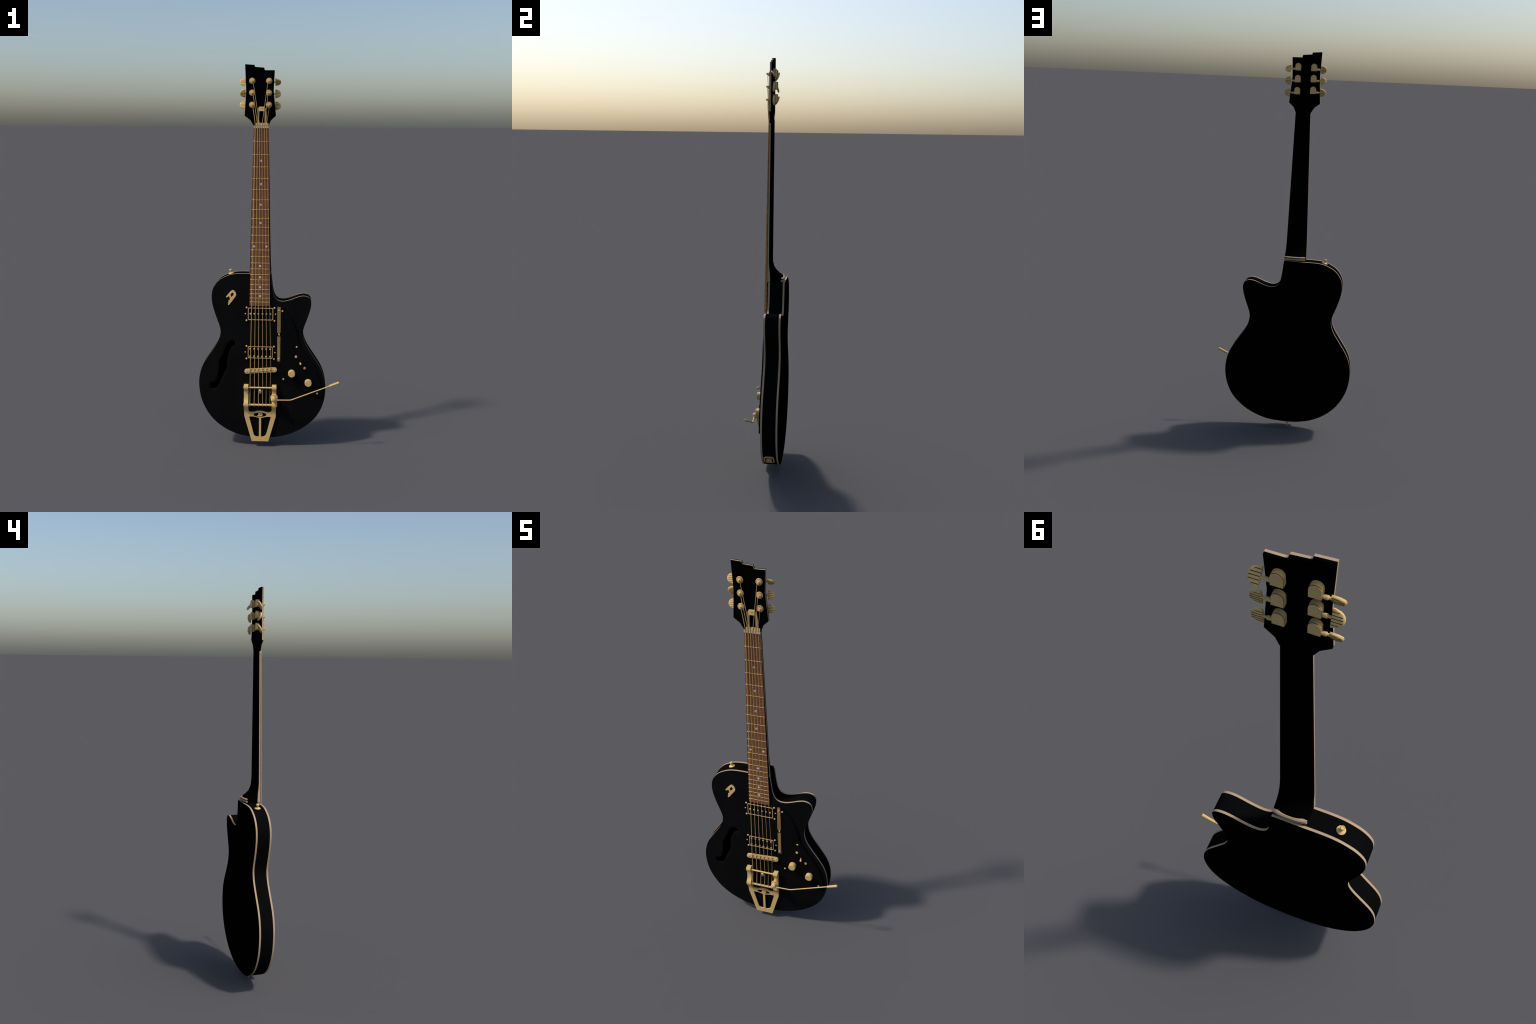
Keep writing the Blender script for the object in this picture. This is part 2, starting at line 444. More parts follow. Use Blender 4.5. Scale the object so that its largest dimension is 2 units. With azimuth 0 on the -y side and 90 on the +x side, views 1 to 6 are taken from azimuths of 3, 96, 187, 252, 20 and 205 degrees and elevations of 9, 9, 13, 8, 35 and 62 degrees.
# ------------------------------------------------------------------ string retainer on the headstock
ret = put("string_retainer", mesh("string_retainer", *plate([rounded_rect(-0.0748, -0.0115, 1.6988, 1.7125, 0.003)], const(-0.0190), const(-0.0128)), GOLD))
def strap(pts, wd):
    """flat strap of width wd in x along points (x,y,z), 2.5 mm thick"""
    V, Fc = [], []
    for x, y, z in pts:
        V += [(x - wd / 2, y, z), (x + wd / 2, y, z), (x + wd / 2, y + .0025, z), (x - wd / 2, y + .0025, z)]
    for i in range(len(pts) - 1):
        for k in range(4):
            Fc.append((i * 4 + k, i * 4 + (k + 1) % 4, i * 4 + 4 + (k + 1) % 4, i * 4 + 4 + k))
    Fc += [(0, 1, 2, 3), tuple(4 * len(pts) - 4 + k for k in range(4))]
    return V, Fc
for pts, wd in (([(-0.0605, -0.0195, 1.785), (-0.0618, -0.0182, 1.76), (-0.0625, -0.0175, 1.74), (-0.0620, -0.0190, 1.708)], 0.0088),
                ([(-0.0275, -0.0195, 1.785), (-0.0262, -0.0182, 1.76), (-0.0260, -0.0175, 1.74), (-0.0256, -0.0190, 1.708)], 0.0095)):
    put("retainer_leg", mesh("retainer_leg", *strap(pts, wd), GOLD), ret)
put("retainer_plate", mesh("retainer_plate", *plate([rounded_rect(-0.0600, -0.0302, 1.7705, 1.7925, 0.0022)], const(-0.0212), const(-0.0128)), GOLD), ret)
put("retainer_screw", mesh("retainer_screw", *lathe([(0.0034, 0), (0.0034, 0.0006), (0.0026, 0.0010), (0.0010, 0.0006)], 18, (-0.0437, -0.0212, 1.7838)), STRING), ret)
put("screw_slot", mesh("screw_slot", *box(-0.0447, -0.0432, -0.0223, -0.0210, 1.7826, 1.7852), DARK), ret)

# ------------------------------------------------------------------ tuning machines
post_m = mesh("tuner_post", *lathe([(0.0152, 0), (0.0152, 0.0012), (0.0140, 0.0026), (0.0108, 0.0030), (0.0102, 0.0056), (0.0092, 0.0062), (0.0056, 0.0064),
                                    (0.0048, 0.0072), (0.0040, 0.0095), (0.0036, 0.0125), (0.0046, 0.0145), (0.0050, 0.0168), (0.0042, 0.0178), (0.0015, 0.0176)], 28), GOLD, 25)
post_ring = mesh("post_groove", *lathe([(0.0122, 0.0024), (0.0122, 0.0031), (0.0110, 0.0032), (0.0110, 0.0024)], 28), DARK, 30)
# gear housing: flat bottom, round top, with a dark line round the lid
def arch_loop(hw, z0, z1, n=14):
    zc = z1 - hw * 1.05
    return [(-hw, z0), (hw, z0)] + [(hw * math.cos(math.pi * k / n), zc + (z1 - zc) * math.sin(math.pi * k / n)) for k in range(n + 1)]
house_m = mesh("gear_housing", *join(plate([arch_loop(0.0145, -0.0072, 0.0290)], const(0.0), const(0.0128)),
                                     plate([arch_loop(0.0140, -0.0069, 0.0284)], const(0.0135), const(0.0152))), GOLD, 40)
house_line = mesh("housing_seam", *plate([arch_loop(0.01435, -0.0068, 0.0288)], const(0.0124), const(0.0140)), DARK)

def button_geo():
    """ribbed half-oval button along +x from its flat side at 0 to the tip, and its dark grooves"""
    L, H, n = 0.0285, 0.0215, 20
    V, Fc = [], []
    rows = 13
    ts = np.linspace(-1, 1, rows)
    for t in ts:                                   # t runs along the chord
        reach = L * math.sqrt(max(0.0, 1 - (abs(t) * 0.985) ** 2.3))
        th = 0.0026 + 0.0026 * (1 - t * t)
        for u, k in ((0, 0.92), (0.35, 1.0), (0.75, 0.95), (0.94, 0.75), (1.0, 0.35)):
            V += [(reach * u, -th * k, t * H), (reach * u, th * k, t * H)]
    m = 10
    for i in range(rows - 1):
        for q in range(4):
            a = i * m + q * 2; b = a + m
            Fc += [(a, a + 2, b + 2, b), (a + 1, b + 1, b + 3, a + 3)]
        a = i * m; b = a + m
        Fc += [(a, b, b + 1, a + 1), (a + 8, a + 9, b + 9, b + 8)]
    for i in (0, rows - 1):
        a = i * m
        Fc.append(tuple([a + 2 * q for q in range(5)] + [a + 2 * q + 1 for q in range(4, -1, -1)]))
    G = []
    for t in (-0.66, -0.28, 0.06, 0.38, 0.72):
        reach = L * math.sqrt(1 - (abs(t) * 0.985) ** 2.3)
        th = 0.0026 + 0.0026 * (1 - t * t)
        for s in (-1, 1):
            y0, y1 = sorted((s * th * 0.8, s * (th + 0.00022)))
            G.append(box(0.0006, reach * (0.72 if abs(t) > .6 else 0.86), y0, y1, t * H - 0.00065, t * H + 0.00065))
    return (V, Fc), join(*G)
bg, gg = button_geo()
button_m = mesh("tuner_button", *bg, GOLD, 40)
groove_m = mesh("button_groove", *gg, DARK)
shaft_m = mesh("tuner_shaft", *lathe([(0.0048, 0.0), (0.0052, 0.006), (0.0052, 0.011), (0.0040, 0.0125), (0.0032, 0.0130), (0.0032, 0.0225), (0.0042, 0.0235), (0.0042, 0.026)], 18, (0, 0, 0), (1, 0, 0)), GOLD)
SHAFT_Y = 0.0090
TUNERS = [(-1, 1.9185, 1.9135, 25), (-1, 1.8604, 1.8590, -20), (-1, 1.8010, 1.8018, 25),
          (1, 1.9185, 1.9140, -42), (1, 1.8604, 1.8558, 8), (1, 1.8012, 1.7968, 2)]
for side, zp, zb, tilt in TUNERS:
    xp = -0.0939 if side < 0 else -0.0094
    xh = -0.0942 if side < 0 else -0.0142
    tn = put("tuning_machine", post_m, None, Matrix.Translation((xp, -0.0133, zp)))
    def sub(name, me, loc, rot=None):
        o = put(name, me, tn)
        o.matrix_parent_inverse = Matrix.Translation((xp, -0.0133, zp)).inverted()
        o.matrix_basis = Matrix.Translation(loc) @ (rot if rot is not None else Matrix.Identity(4))
    sub("post_groove", post_ring, (xp, -0.0133, zp))
    sub("gear_housing", house_m, (xh, 0.0, zb))
    sub("housing_seam", house_line, (xh, 0.0, zb))
    flip = Matrix.Rotation(math.pi, 4, 'Z') if side < 0 else Matrix.Identity(4)
    x0 = xh + side * 0.0145
    sub("tuner_shaft", shaft_m, (x0, SHAFT_Y, zb), flip)
    xb = -0.1293 if side < 0 else 0.0212
    # positive tilt leans the upper end of the button to the back
    r = Matrix.Rotation(math.radians(-tilt), 4, 'X') @ flip
    sub("tuner_button", button_m, (xb, SHAFT_Y, zb), r)
    sub("button_groove", groove_m, (xb, SHAFT_Y, zb), r)

# ------------------------------------------------------------------ pickups
screw_m = mesh("screw", *lathe([(0.0052, 0), (0.0052, 0.0010), (0.0044, 0.0026), (0.0024, 0.0036), (0.0006, 0.0038)], 18), GOLD, 60)
def screw(x, z, y, size, parent):
    put("screw", screw_m, parent, Matrix.Translation((x, y, z)) @ Matrix.Scale(size, 4))
pole_m = mesh("pole_piece", *lathe([(0.0046, -0.002), (0.0046, 0.0012), (0.0040, 0.0026), (0.0022, 0.0035), (0.0006, 0.0037)], 18), GOLD, 60)
def pickup(x0, x1, z0, z1, yb, pole_rows):
    ring = put("pickup", mesh("pickup", *plate([rounded_rect(x0 - 0.0195, x1 + 0.0185, z0 - 0.0105, z1 + 0.0090, 0.006)], const(yb - 0.0015), const(yb + 0.006)), BLACK_PLASTIC))
    put("pickup_cover", mesh("pickup_cover", *plate([rounded_rect(x0 + .001, x1 - .001, z0 + .001, z1 - .001, 0.005)], const(yb - 0.0050), const(yb + 0.001)), BLACK_PLASTIC), ring)
    loop = rounded_rect(x0 + 0.0017, x1 - 0.0017, z0 + 0.0017, z1 - 0.0017, 0.0055)
    V, Fc = tube([(x, yb - 0.0056, z) for x, z in loop], 0.0019, 10, closed=True)
    put("pickup_frame", mesh("pickup_frame", V, Fc, GOLD, 70), ring)
    for z in pole_rows:
        for k in range(6):
            put("pole_piece", pole_m, ring, Matrix.Translation((-0.0973 + 0.02092 * k, yb - 0.0050, z)))
    for x in (x0 - 0.0076, x1 + 0.0062):
        screw(x, z1 - 0.0004, yb - 0.0015, 1.0, ring); screw(x, z0 - 0.0034, yb - 0.0015, 1.0, ring)
    for x in (x0 - 0.0136, x1 + 0.0118):
        screw(x, (z0 + z1) / 2 - 0.0005, yb - 0.0015, 0.68, ring)
pickup(-0.1102, 0.0218, 0.6956, 0.7616, -0.0172, (0.7289,))
pickup(-0.1100, 0.0206, 0.4892, 0.5540, -0.0176, (0.5398, 0.4999))

# ------------------------------------------------------------------ pickguard, rail trim, controls
PG = spline([(0.0585, 0.764), (0.0640, 0.766), (0.0738, 0.761), (0.1025, 0.7325), (0.1316, 0.6715), (0.1516, 0.5937), (0.1778, 0.5386),
             (0.2167, 0.4836), (0.2493, 0.4282), (0.2694, 0.3724), (0.2790, 0.320), (0.2800, 0.290), (0.2740, 0.2850), (0.2261, 0.2960), (0.1746, 0.3181),
             (0.1359, 0.3391), (0.0974, 0.3562), (0.0655, 0.3650), (0.0590, 0.3690), (0.0580, 0.3800), (0.0580, 0.48), (0.0582, 0.62), (0.0582, 0.755)], step=0.005)
def guard_y(x): return -0.0194 + 0.0012 * np.clip((np.asarray(x) - 0.15) / 0.13, 0, 1)
guard = put("pickguard", mesh("pickguard", *plate([PG], lambda x, z: guard_y(x), lambda x, z: y_front(x, z) + 0.001, 0.01), BLACK_PLASTIC))
def yg(x, z): return float(guard_y(x))
for x, z in ((0.0696, 0.7454), (0.0779, 0.3770), (0.2573, 0.3022), (0.1458, 0.5543)):
    screw(x, z, yg(x, z), 0.92, guard)
hex_m = mesh("switch_screw", *lathe([(0.0066, 0), (0.0066, 0.0022), (0.0056, 0.0034), (0.0034, 0.0034), (0.0026, 0.0022), (0.0004, 0.0022)], 20), GOLD, 30)
for x, z in ((0.1427, 0.5016), (0.1887, 0.4400)):
    put("switch_screw", hex_m, guard, Matrix.Translation((x, yg(x, z), z)))
sl = np.array([0.1887 - 0.1427, 0.4400 - 0.5016]); sl /= np.linalg.norm(sl); nr = np.array([-sl[1], sl[0]])
a, b = np.array([0.1510, 0.4905]), np.array([0.1815, 0.4497])
put("switch_slot", mesh("switch_slot", *plate([[tuple(a + nr * .0016), tuple(b + nr * .0016), tuple(b - nr * .0016), tuple(a - nr * .0016)]],
    lambda x, z: guard_y(x) - 0.0003, lambda x, z: y_front(x, z), 0), DARK), guard)
ys = -0.0215
put("toggle_switch", mesh("toggle_switch", *tube([(0.1640, ys + 0.001, 0.4712), (0.1660, ys - 0.006, 0.4690), (0.1668, ys - 0.010, 0.4682), (0.1678, ys - 0.0155, 0.4672), (0.1684, ys - 0.0200, 0.4665), (0.1685, ys - 0.0205, 0.4664)],
    [0.0018, 0.0026, 0.0048, 0.0050, 0.0036, 0.0012], 16), GOLD, 60), guard)
knob_m = mesh("control_knob", *lathe([(0.0180, -0.005), (0.0184, -0.004), (0.0184, 0.0145), (0.0180, 0.0152), (0.0177, 0.0158), (0.0183, 0.0164), (0.0178, 0.0186), (0.0164, 0.0198), (0.0008, 0.0200)], 40), GOLD, 35)
knob_line = mesh("knob_groove", *lathe([(0.01795, 0.0152), (0.01795, 0.0162)], 40), DARK)
for x, z, yk in ((0.1213, 0.4128, -0.0243), (0.2088, 0.3625, -0.0205)):
    k = put("control_knob", knob_m, None, Matrix.Translation((x, yk, z)))
    o = put("knob_groove", knob_line, k)

rail_parts = []
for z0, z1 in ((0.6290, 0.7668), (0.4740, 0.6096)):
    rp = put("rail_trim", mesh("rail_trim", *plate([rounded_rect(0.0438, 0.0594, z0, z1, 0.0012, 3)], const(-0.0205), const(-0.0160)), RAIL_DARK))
    for x in (0.0450, 0.0500, 0.0536, 0.0583):
        put("rail_ridge", mesh("rail_ridge", *plate([rounded_rect(x - .0008, x + .0008, z0 + .0006, z1 - .0006, 0.0007, 3)], const(-0.0220), const(-0.0202)), GOLD), rp)
    for x in (0.0475, 0.0560):
        put("rail_groove", mesh("rail_groove", *box(x - .0006, x + .0006, -0.0209, -0.0202, z0 + .002, z1 - .002), DARK), rp)
    screw(0.0518, 0.7495 if z0 > .6 else 0.4884, -0.0216, 0.85, rp)
put("rail_joint", mesh("rail_joint", *plate([rounded_rect(0.0425, 0.0600, 0.6080, 0.6305, 0.003)], const(-0.0200), const(-0.0160)), BLACK_PLASTIC))
put("rail_stud", mesh("rail_stud", *plate([[(0.0478, 0.6240), (0.0500, 0.6265), (0.0545, 0.6265), (0.0562, 0.6235), (0.0562, 0.6165), (0.0540, 0.6130), (0.0520, 0.6165), (0.0490, 0.6180)]], const(-0.0218), const(-0.0195)), GOLD))

# ------------------------------------------------------------------ emblem on the upper bout: a streamlined capital D
def D_bar(poly): return [np.array(p) for p in poly]
EMB = [(-0.2264, 0.8165), (-0.2250, 0.8138), (-0.2225, 0.8130), (-0.2188, 0.8141), (-0.2138, 0.8176), (-0.2105, 0.8214), (-0.2080, 0.8155), (-0.2051, 0.8054),
       (-0.2072, 0.8011), (-0.2122, 0.7976), (-0.2134, 0.7942), (-0.2118, 0.7908), (-0.2151, 0.7848), (-0.2155, 0.7814), (-0.2134, 0.7793), (-0.2155, 0.7754),
       (-0.2150, 0.7728), (-0.2125, 0.7722), (-0.2105, 0.7734), (-0.1921, 0.7975), (-0.1751, 0.8212), (-0.1735, 0.8250), (-0.1730, 0.8297), (-0.1736, 0.8345), (-0.1750, 0.8390),
       (-0.1775, 0.8435), (-0.1810, 0.8475), (-0.1855, 0.8508), (-0.1905, 0.8527), (-0.1955, 0.8510), (-0.2005, 0.8475), (-0.2105, 0.8367)]
EMB_HOLE = [(-0.1984, 0.8144), (-0.2022, 0.8284), (-0.1963, 0.8378), (-0.1935, 0.8396), (-0.1905, 0.8394), (-0.1875, 0.8368), (-0.1861, 0.8332), (-0.1867, 0.8278)]
emb = put("emblem", mesh("emblem", *plate([EMB, EMB_HOLE], lambda x, z: y_front(x, z) - 0.0030, lambda x, z: y_front(x, z) + 0.001, 0.006), GOLD))
for (xa, za), (xb, zb) in (((-0.2112, 0.7912), (-0.1840, 0.8270)), ((-0.2128, 0.7800), (-0.1830, 0.8180))):
    d = np.array([xb - xa, zb - za]); d /= np.linalg.norm(d); q = np.array([-d[1], d[0]]) * 0.0005
    put("emblem_groove", mesh("emblem_groove", *plate([[(xa + q[0], za + q[1]), (xa - q[0], za - q[1]), (xb - q[0], zb - q[1]), (xb + q[0], zb + q[1])]],
        lambda x, z: y_front(x, z) - 0.0032, lambda x, z: y_front(x, z) - 0.002), STRING), emb)

# ------------------------------------------------------------------ bridge
B0, B1 = np.array([-0.1160, 0.4175]), np.array([0.0315, 0.4285])      # end centres of the stadium-shaped bar
bd = (B1 - B0) / np.linalg.norm(B1 - B0); bn = np.array([-bd[1], bd[0]])
def stadium(r, e=0.0, n=14):
    out = []
    for k in range(n + 1):
        a = -math.pi / 2 + math.pi * k / n
        out.append(tuple(B1 + bd * (r * math.cos(a) + e) + bn * r * math.sin(a)))
    for k in range(n + 1):
        a = math.pi / 2 + math.pi * k / n
        out.append(tuple(B0 + bd * (r * math.cos(a) - e) + bn * r * math.sin(a)))
    return out
bridge = put("bridge", mesh("bridge", *join(plate([stadium(0.0122)], const(-0.0262), const(-0.0150)),
    plate([stadium(0.0112)], const(-0.0278), const(-0.0258))), GOLD))
for p in (B0, B1):
    put("bridge_post", mesh("bridge_post", *lathe([(0.0062, -0.016), (0.0062, 0.0008), (0.0046, 0.0014)], 20, (p[0], -0.0278, p[1])), GOLD), bridge)
lip = [tuple(B0 + bd * .010 - bn * .0108), tuple(B1 - bd * .010 - bn * .0108), tuple(B1 - bd * .010 - bn * .0040), tuple(B0 + bd * .010 - bn * .0040)]
put("bridge_channel", mesh("bridge_channel", *plate([lip], const(-0.02825), const(-0.0265)), STRING), bridge)
for i, x in enumerate(STR_BRIDGE):
    z = float(np.interp(x, [B0[0], B1[0]], [B0[1], B1[1]])) + (-0.0005, -0.0035, -0.0010, 0.0018, -0.0005, 0.0028)[i]
    s = []
    for sg in (-1, 1):
        xa, xb = x + sg * 0.0010, x + sg * 0.0082
        if xa > xb: xa, xb = xb, xa
        hi, lo = -0.0312, -0.0298
        yl, yr = (hi, lo) if sg < 0 else (lo, hi)
        s.append(([(xa, yl, z - .0020), (xb, yr, z - .0020), (xb, yr, z + .0024), (xa, yl, z + .0024), (xa, -.0270, z - .0030), (xb, -.0270, z - .0030), (xb, -.0270, z + .0030), (xa, -.0270, z + .0030)],
                  [(0, 1, 2, 3), (4, 7, 6, 5), (0, 4, 5, 1), (1, 5, 6, 2), (2, 6, 7, 3), (3, 7, 4, 0)]))
    put("saddle", mesh("saddle", *join(*s), GOLD), bridge)
    put("saddle_slot", mesh("saddle_slot", *box(x - .0042, x + .0042, -0.0287, -0.0265, z + .0028, z + .0062), DARK), bridge)
    put("saddle_slot", mesh("saddle_slot", *box(x - .0048, x + .0048, -0.0287, -0.0265, z - .0062, z - .0028), DARK), bridge)

# ------------------------------------------------------------------ vibrato tailpiece
TP_Z = [0.030, 0.150, 0.185, 0.200, 0.213, 0.220, 0.228, 0.238, 0.247, 0.254, 0.259, 0.264, 0.275, 0.290, 0.308, 0.316, 0.3195, 0.324, 0.330, 0.336, 0.342, 0.3455]
TP_Y = [-0.0225, -0.0228, -0.0240, -0.0270, -0.0335, -0.0395, -0.0450, -0.0476, -0.0462, -0.0425, -0.0375, -0.0340, -0.0312, -0.0300, -0.0305, -0.0325, -0.0375, -0.0425, -0.0445, -0.0447, -0.0430, -0.0395]
def tp_front(x, z): return np.interp(z, TP_Z, TP_Y)
def dens(pts, step=0.0035):
    out = []
    for p, q in zip(pts, pts[1:] + pts[:1]):
        n = max(1, int(math.hypot(q[0] - p[0], q[1] - p[1]) / step))
        out += [(p[0] + (q[0] - p[0]) * k / n, p[1] + (q[1] - p[1]) * k / n) for k in range(n)]
    return out
TP = [(-0.1300, 0.3455), (-0.1068, 0.3455), (-0.1062, 0.2050), (-0.1045, 0.1965), (-0.0991, 0.1930), (-0.0781, 0.1930), (-0.0690, 0.1955), (-0.0604, 0.1985), (-0.0525, 0.1997), (-0.0443, 0.2001),
      (-0.0360, 0.1997), (-0.0273, 0.1985), (-0.0185, 0.1955), (-0.0096, 0.1930), (0.0081, 0.1930), (0.0150, 0.1970), (0.0180, 0.2050), (0.0182, 0.3455), (0.0417, 0.3455), (0.0405, 0.2128),
      (0.0396, 0.1735), (0.0385, 0.1650), (0.0349, 0.1530), (0.0007, 0.0300), (-0.0885, 0.0300), (-0.1234, 0.1530), (-0.1270, 0.1650), (-0.1283, 0.1735), (-0.1298, 0.2128)]
TP_L = [(-0.1018, 0.1650), (-0.0995, 0.1675), (-0.0935, 0.1680), (-0.0780, 0.1680), (-0.0700, 0.1665), (-0.0625, 0.1638), (-0.0525, 0.1622), (-0.0500, 0.1595), (-0.0495, 0.1550), (-0.0493, 0.0606), (-0.0505, 0.0565), (-0.0540, 0.0545), (-0.0585, 0.0540), (-0.0663, 0.0558), (-0.0720, 0.0592), (-0.0760, 0.0645), (-0.0787, 0.0726)]
TP_R = [(-0.0383, 0.0606), (-0.0383, 0.1550), (-0.0378, 0.1595), (-0.0352, 0.1622), (-0.0250, 0.1638), (-0.0180, 0.1660), (-0.0072, 0.1680), (0.0065, 0.1680), (0.0115, 0.1675), (0.0128, 0.1650), (-0.0088, 0.0760), (-0.0115, 0.0680), (-0.0160, 0.0610), (-0.0215, 0.0565), (-0.0285, 0.0542), (-0.0345, 0.0550), (-0.0373, 0.0570)]
OVAL = [(-0.0443 + 0.0345 * math.copysign(abs(math.cos(t)) ** 0.75, math.cos(t)), 0.1790 + 0.0122 * math.copysign(abs(math.sin(t)) ** 1.0, math.sin(t))) for t in np.linspace(0, 2 * math.pi, 40, endpoint=False)]
tail = put("vibrato_tailpiece", mesh("vibrato_tailpiece", *plate([dens(TP), dens(TP_L), dens(TP_R), OVAL], tp_front, const(-0.0165), 0.0035), GOLD, 30))
put("tailpiece_badge", mesh("tailpiece_badge", *plate([OVAL], const(-0.0212), const(-0.0170)), BLACK_PLASTIC), tail)
# raised letter on the badge, lying on its back like the one on the body
LET = [(-0.0605, 0.1712), (-0.0515, 0.1785), (-0.0478, 0.1800), (-0.0500, 0.1822), (-0.0540, 0.1835), (-0.0530, 0.1862), (-0.0493, 0.1868), (-0.0370, 0.1868), (-0.0325, 0.1845), (-0.0307, 0.1808), (-0.0312, 0.1755), (-0.0340, 0.1722), (-0.0385, 0.1709)]
LET_H = [(-0.0452, 0.1790), (-0.0430, 0.1822), (-0.0385, 0.1828), (-0.0360, 0.1805), (-0.0372, 0.1775), (-0.0410, 0.1765)]
put("badge_letter", mesh("badge_letter", *plate([LET, LET_H], const(-0.0240), const(-0.0205)), GOLD), tail)
# foot that folds under the body to the end pin
V, Fc = [], []
foot = [(-0.0225, 0.0300, 0.0447), (-0.0188, 0.0300, 0.0447), (-0.0188, 0.0400, 0.0475)]
put("tailpiece_foot", mesh("tailpiece_foot", *join(
    ([(-0.0885, -.0222, .0302), (0.0007, -.0222, .0302), (-0.004, .034, .0370), (-0.084, .034, .0370), (-0.0885, -.0222, .0362), (0.0007, -.0222, .0362), (-0.004, .034, .0415), (-0.084, .034, .0415)],
     [(0, 1, 2, 3), (4, 7, 6, 5), (0, 4, 5, 1), (1, 5, 6, 2), (2, 6, 7, 3), (3, 7, 4, 0)])), GOLD), tail)
put("tension_bar", mesh("tension_bar", *tube([(-0.1325, -0.0345, 0.3320), (0.0445, -0.0345, 0.3330)], 0.0042, 18), GOLD, 60), tail)
put("string_bar", mesh("string_bar", *tube([(-0.1325, -0.0372, 0.2378), (0.0435, -0.0372, 0.2390)], 0.0054, 18), GOLD, 60), tail)
for k, x in enumerate(STR_BAR):
    put("string_pin", mesh("string_pin", *tube([(x + .0055, -0.0360, 0.2405), (x + .0055, -0.0400, 0.2465)], 0.0014, 10), GOLD), tail)

# swing-away arm: hub on a bracket plate, cranked rod and a grip
put("arm_bracket", mesh("arm_bracket", *join(
    ([(0.0425, -.056, .2870), (0.0425, -.040, .2880), (0.0425, -.0415, .2330), (0.0425, -.0460, .2330), (0.0470, -.056, .2870), (0.0470, -.040, .2880), (0.0470, -.0415, .2330), (0.0470, -.0460, .2330)],
     [(0, 1, 2, 3), (4, 7, 6, 5), (0, 4, 5, 1), (1, 5, 6, 2), (2, 6, 7, 3), (3, 7, 4, 0)]),
    lathe([(0.0195, 0.0), (0.0195, 0.0030), (0.0172, 0.0048)], 28, (0.0310, -0.0490, 0.2862), (0.10, -1, -0.12)),
    lathe([(0.0090, -0.020), (0.0090, 0.004)], 20, (0.0290, -0.0490, 0.2830), (0.10, -1, -0.12)))
    , GOLD, 35), tail)
arm = put("tremolo_arm", mesh("tremolo_arm", *lathe([(0.0137, -0.006), (0.0137, 0.0100), (0.0130, 0.0128), (0.0108, 0.0148), (0.0005, 0.0155)], 32, (0.0283, -0.0590, 0.2800), (-0.03, -1, -0.10)), GOLD, 40))
rod = spline([(0.036, -0.0672, 0.2775), (0.105, -0.0652, 0.2782), (0.1155, -0.0649, 0.2786), (0.1250, -0.0650, 0.2812), (0.140, -0.0653, 0.2875), (0.322, -0.0694, 0.3625)], closed=False, step=0.006)
put("arm_rod", mesh("arm_rod", *tube([tuple(p) for p in rod], 0.0029, 14), GOLD, 60), arm)
a, b = Vector((0.3165, -0.0693, 0.3602)), Vector((0.3695, -0.0707, 0.3822))
d = b - a
put("arm_grip", mesh("arm_grip", *tube([a, a + d * .03, a + d * .08, a + d * .5, a + d * .93, a + d * .98, b], [0.0036, 0.0052, 0.0060, 0.0065, 0.0068, 0.0062, 0.0034], 20), GOLD, 50), arm)

# ------------------------------------------------------------------ strings
POSTS = [(-0.0944, 1.8010), (-0.0937, 1.8604), (-0.0937, 1.9185), (-0.0096, 1.9185), (-0.0092, 1.8604), (-0.0095, 1.8012)]
for i in range(6):
    xp, zp = POSTS[i]; side = 1 if i < 3 else -1
    xt = xp + (0.0046 * side if i < 5 else 0.0035)
    zb = float(np.interp(STR_BRIDGE[i], [B0[0], B1[0]], [B0[1], B1[1]]))
    pts = [(xp + 0.001 * side, -0.0255, zp + 0.004), (xt, -0.0255, zp - 0.003), (STR_NUT[i] * .93 + xt * .07, -0.0202, 1.712), (STR_NUT[i], -0.0192, 1.6975), (STR_NUT[i], -0.0192, 1.686)]
    for t in (0.25, 0.5, 0.75):
        pts.append((STR_NUT[i] + (STR_BRIDGE[i] - STR_NUT[i]) * t, -0.0192 - 0.0116 * t, 1.686 + (zb - 1.686) * t))
    pts += [(STR_BRIDGE[i], -0.0308, zb), (STR_BRIDGE[i] * .5 + STR_BAR[i] * .5, -0.0294, 0.375), (STR_BAR[i], -0.0280, 0.332),
            (STR_BAR[i], -0.0335, 0.290), (STR_BAR[i], -0.0395, 0.2470), (STR_BAR[i], -0.0428, 0.2400), (STR_BAR[i], -0.0425, 0.2345), (STR_BAR[i], -0.0395, 0.2300), (STR_BAR[i], -0.0350, 0.2280)]
    # winding round the post
    V, Fc = tube(pts, STR_R[i], 8)
    put("string", mesh("string", V, Fc, STRING, 70))

# ------------------------------------------------------------------ strap buttons, jack, long steel screw
strap_prof = [(0.0150, -0.001), (0.0150, 0.0010), (0.0120, 0.0026), (0.0052, 0.0040), (0.0042, 0.0080), (0.0042, 0.0120), (0.0072, 0.0142), (0.0080, 0.0170), (0.0080, 0.0205), (0.0066, 0.0222), (0.0052, 0.0222), (0.0046, 0.0205), (0.0004, 0.0205)]
strap_m = mesh("strap_button", *lathe(strap_prof, 28), GOLD, 40)
def aim(loc, axis):
    return Matrix.Translation(loc) @ Vector((0, -1, 0)).rotation_difference(Vector(axis).normalized()).to_matrix().to_4x4()
put("strap_button", strap_m, None, aim((-0.2025, 0.0310, 0.9330), (-0.20, 0, 0.98)))
put("strap_button", strap_m, None, aim((-0.0440, 0.0215, 0.0380), (0, 0, -1)))

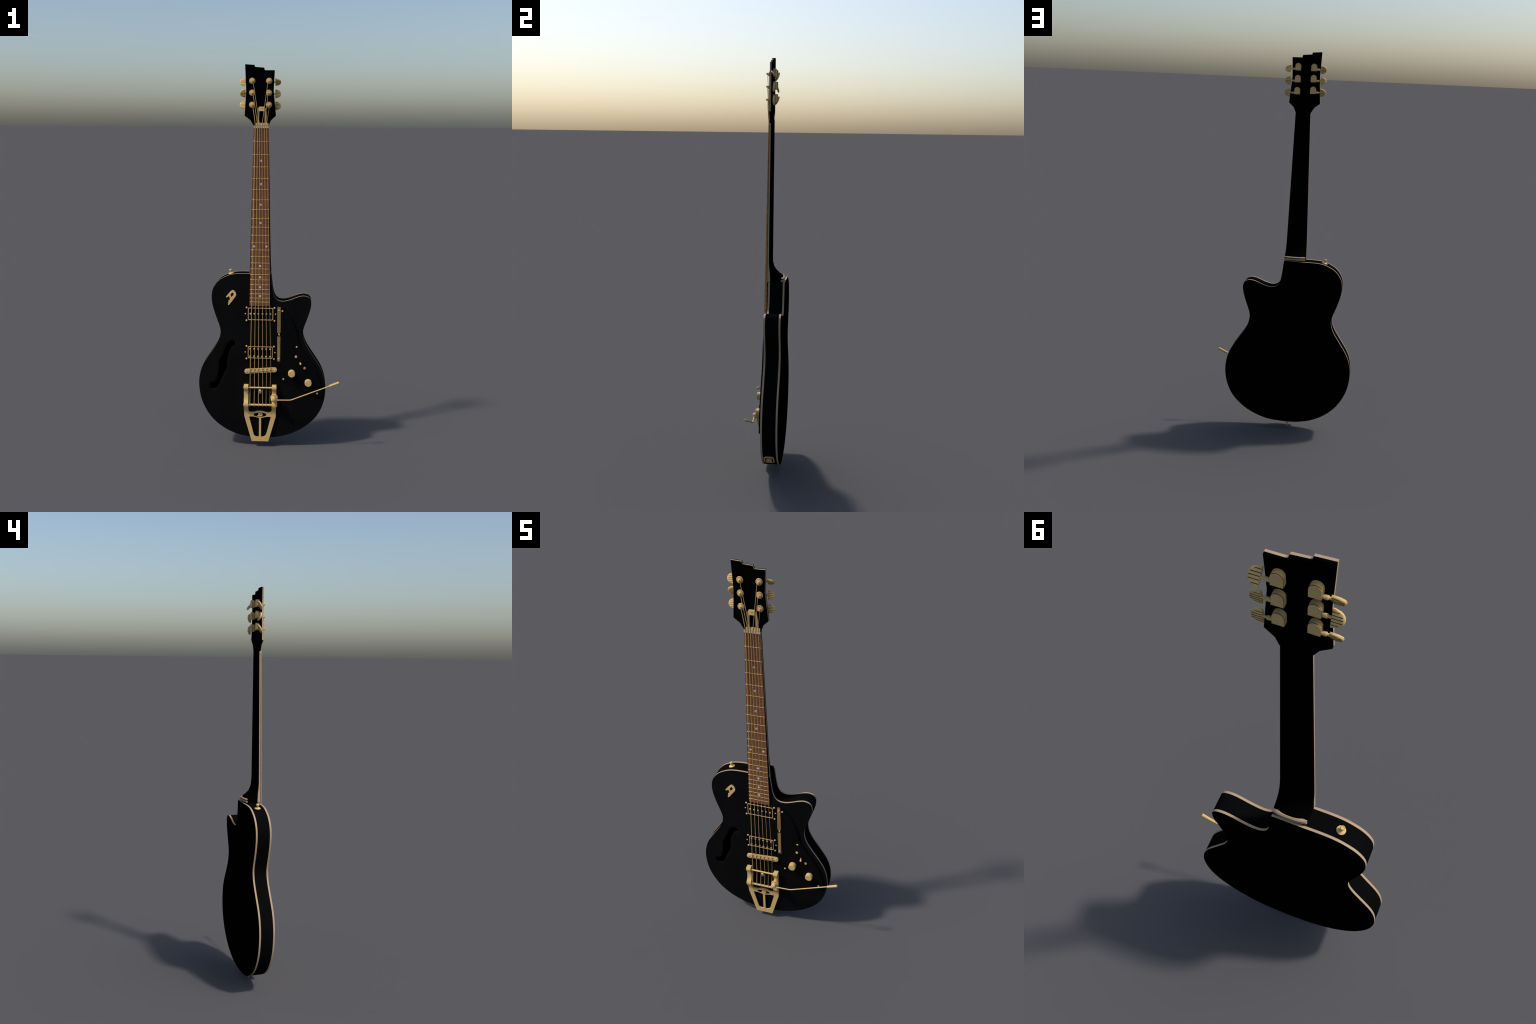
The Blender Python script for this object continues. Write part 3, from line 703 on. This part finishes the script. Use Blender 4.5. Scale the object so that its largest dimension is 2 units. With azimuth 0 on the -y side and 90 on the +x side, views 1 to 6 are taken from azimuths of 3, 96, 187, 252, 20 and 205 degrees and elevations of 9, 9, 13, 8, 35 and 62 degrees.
tA, tB = np.array([0.1985, 0.1165]), np.array([0.2505, 0.1670])
tm = (tA + tB) / 2 ; td = (tB - tA) / np.linalg.norm(tB - tA)
on = np.array([td[1], -td[0]])                       # outward, down right
frame = Matrix(((td[0], 0, on[0], tm[0]), (0, 1, 0, 0.0262), (td[1], 0, on[1], tm[1]), (0, 0, 0, 1)))
def framed(name, polys, z0, z1, mat, parent=None):
    V, Fc = plate(polys, const(z0), const(z1))        # plate's y becomes the outward direction
    V = [frame @ Vector((x, z, y)) for x, y, z in V]
    return put(name, mesh(name, V, Fc, mat), parent)
hw, hl, ch = 0.0242, 0.034, 0.009
octa = [(-hl + ch, -hw), (hl - ch, -hw), (hl, -hw + ch), (hl, hw - ch), (hl - ch, hw), (-hl + ch, hw), (-hl, hw - ch), (-hl, -hw + ch)]
jack = framed("jack_plate", [octa], -0.0040, 0.0030, GOLD)
framed("jack_recess", [rounded_rect(-0.0230, 0.0190, -0.0185, 0.0185, 0.003)], 0.0, 0.0034, DARK, jack)
framed("jack_socket", [rounded_rect(-0.0200, 0.0150, -0.0135, 0.0135, 0.010)], 0.0, 0.0052, GOLD, jack)

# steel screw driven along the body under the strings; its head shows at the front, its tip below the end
h = Vector((-0.0436, -0.0292, 0.3095)); tip = Vector((-0.0440, 0.0208, 0.0))
ax = (h - tip).normalized()
rotz = Vector((0, 0, 1)).rotation_difference(ax)
prof = [(0.0012, -0.0150), (0.0042, -0.0130), (0.0060, -0.0095), (0.0071, -0.0050), (0.0075, 0.0), (0.0074, 0.0060), (0.0066, 0.0105), (0.0046, 0.0132), (0.0012, 0.0140)]
st = put("steel_screw", mesh("steel_screw", *lathe(prof, 28, h, ax), SILVER, 60))
put("screw_shank", mesh("screw_shank", *tube([tip + ax * 0.150, tip + ax * 0.010, tip], [0.0013, 0.0013, 0.0010], 10), SILVER), st)
put("screw_slot", mesh("screw_slot", *box(h.x - .0007, h.x + .0007, h.y - .0080, h.y - .003, h.z - .0105, h.z + .0100), DARK), st)
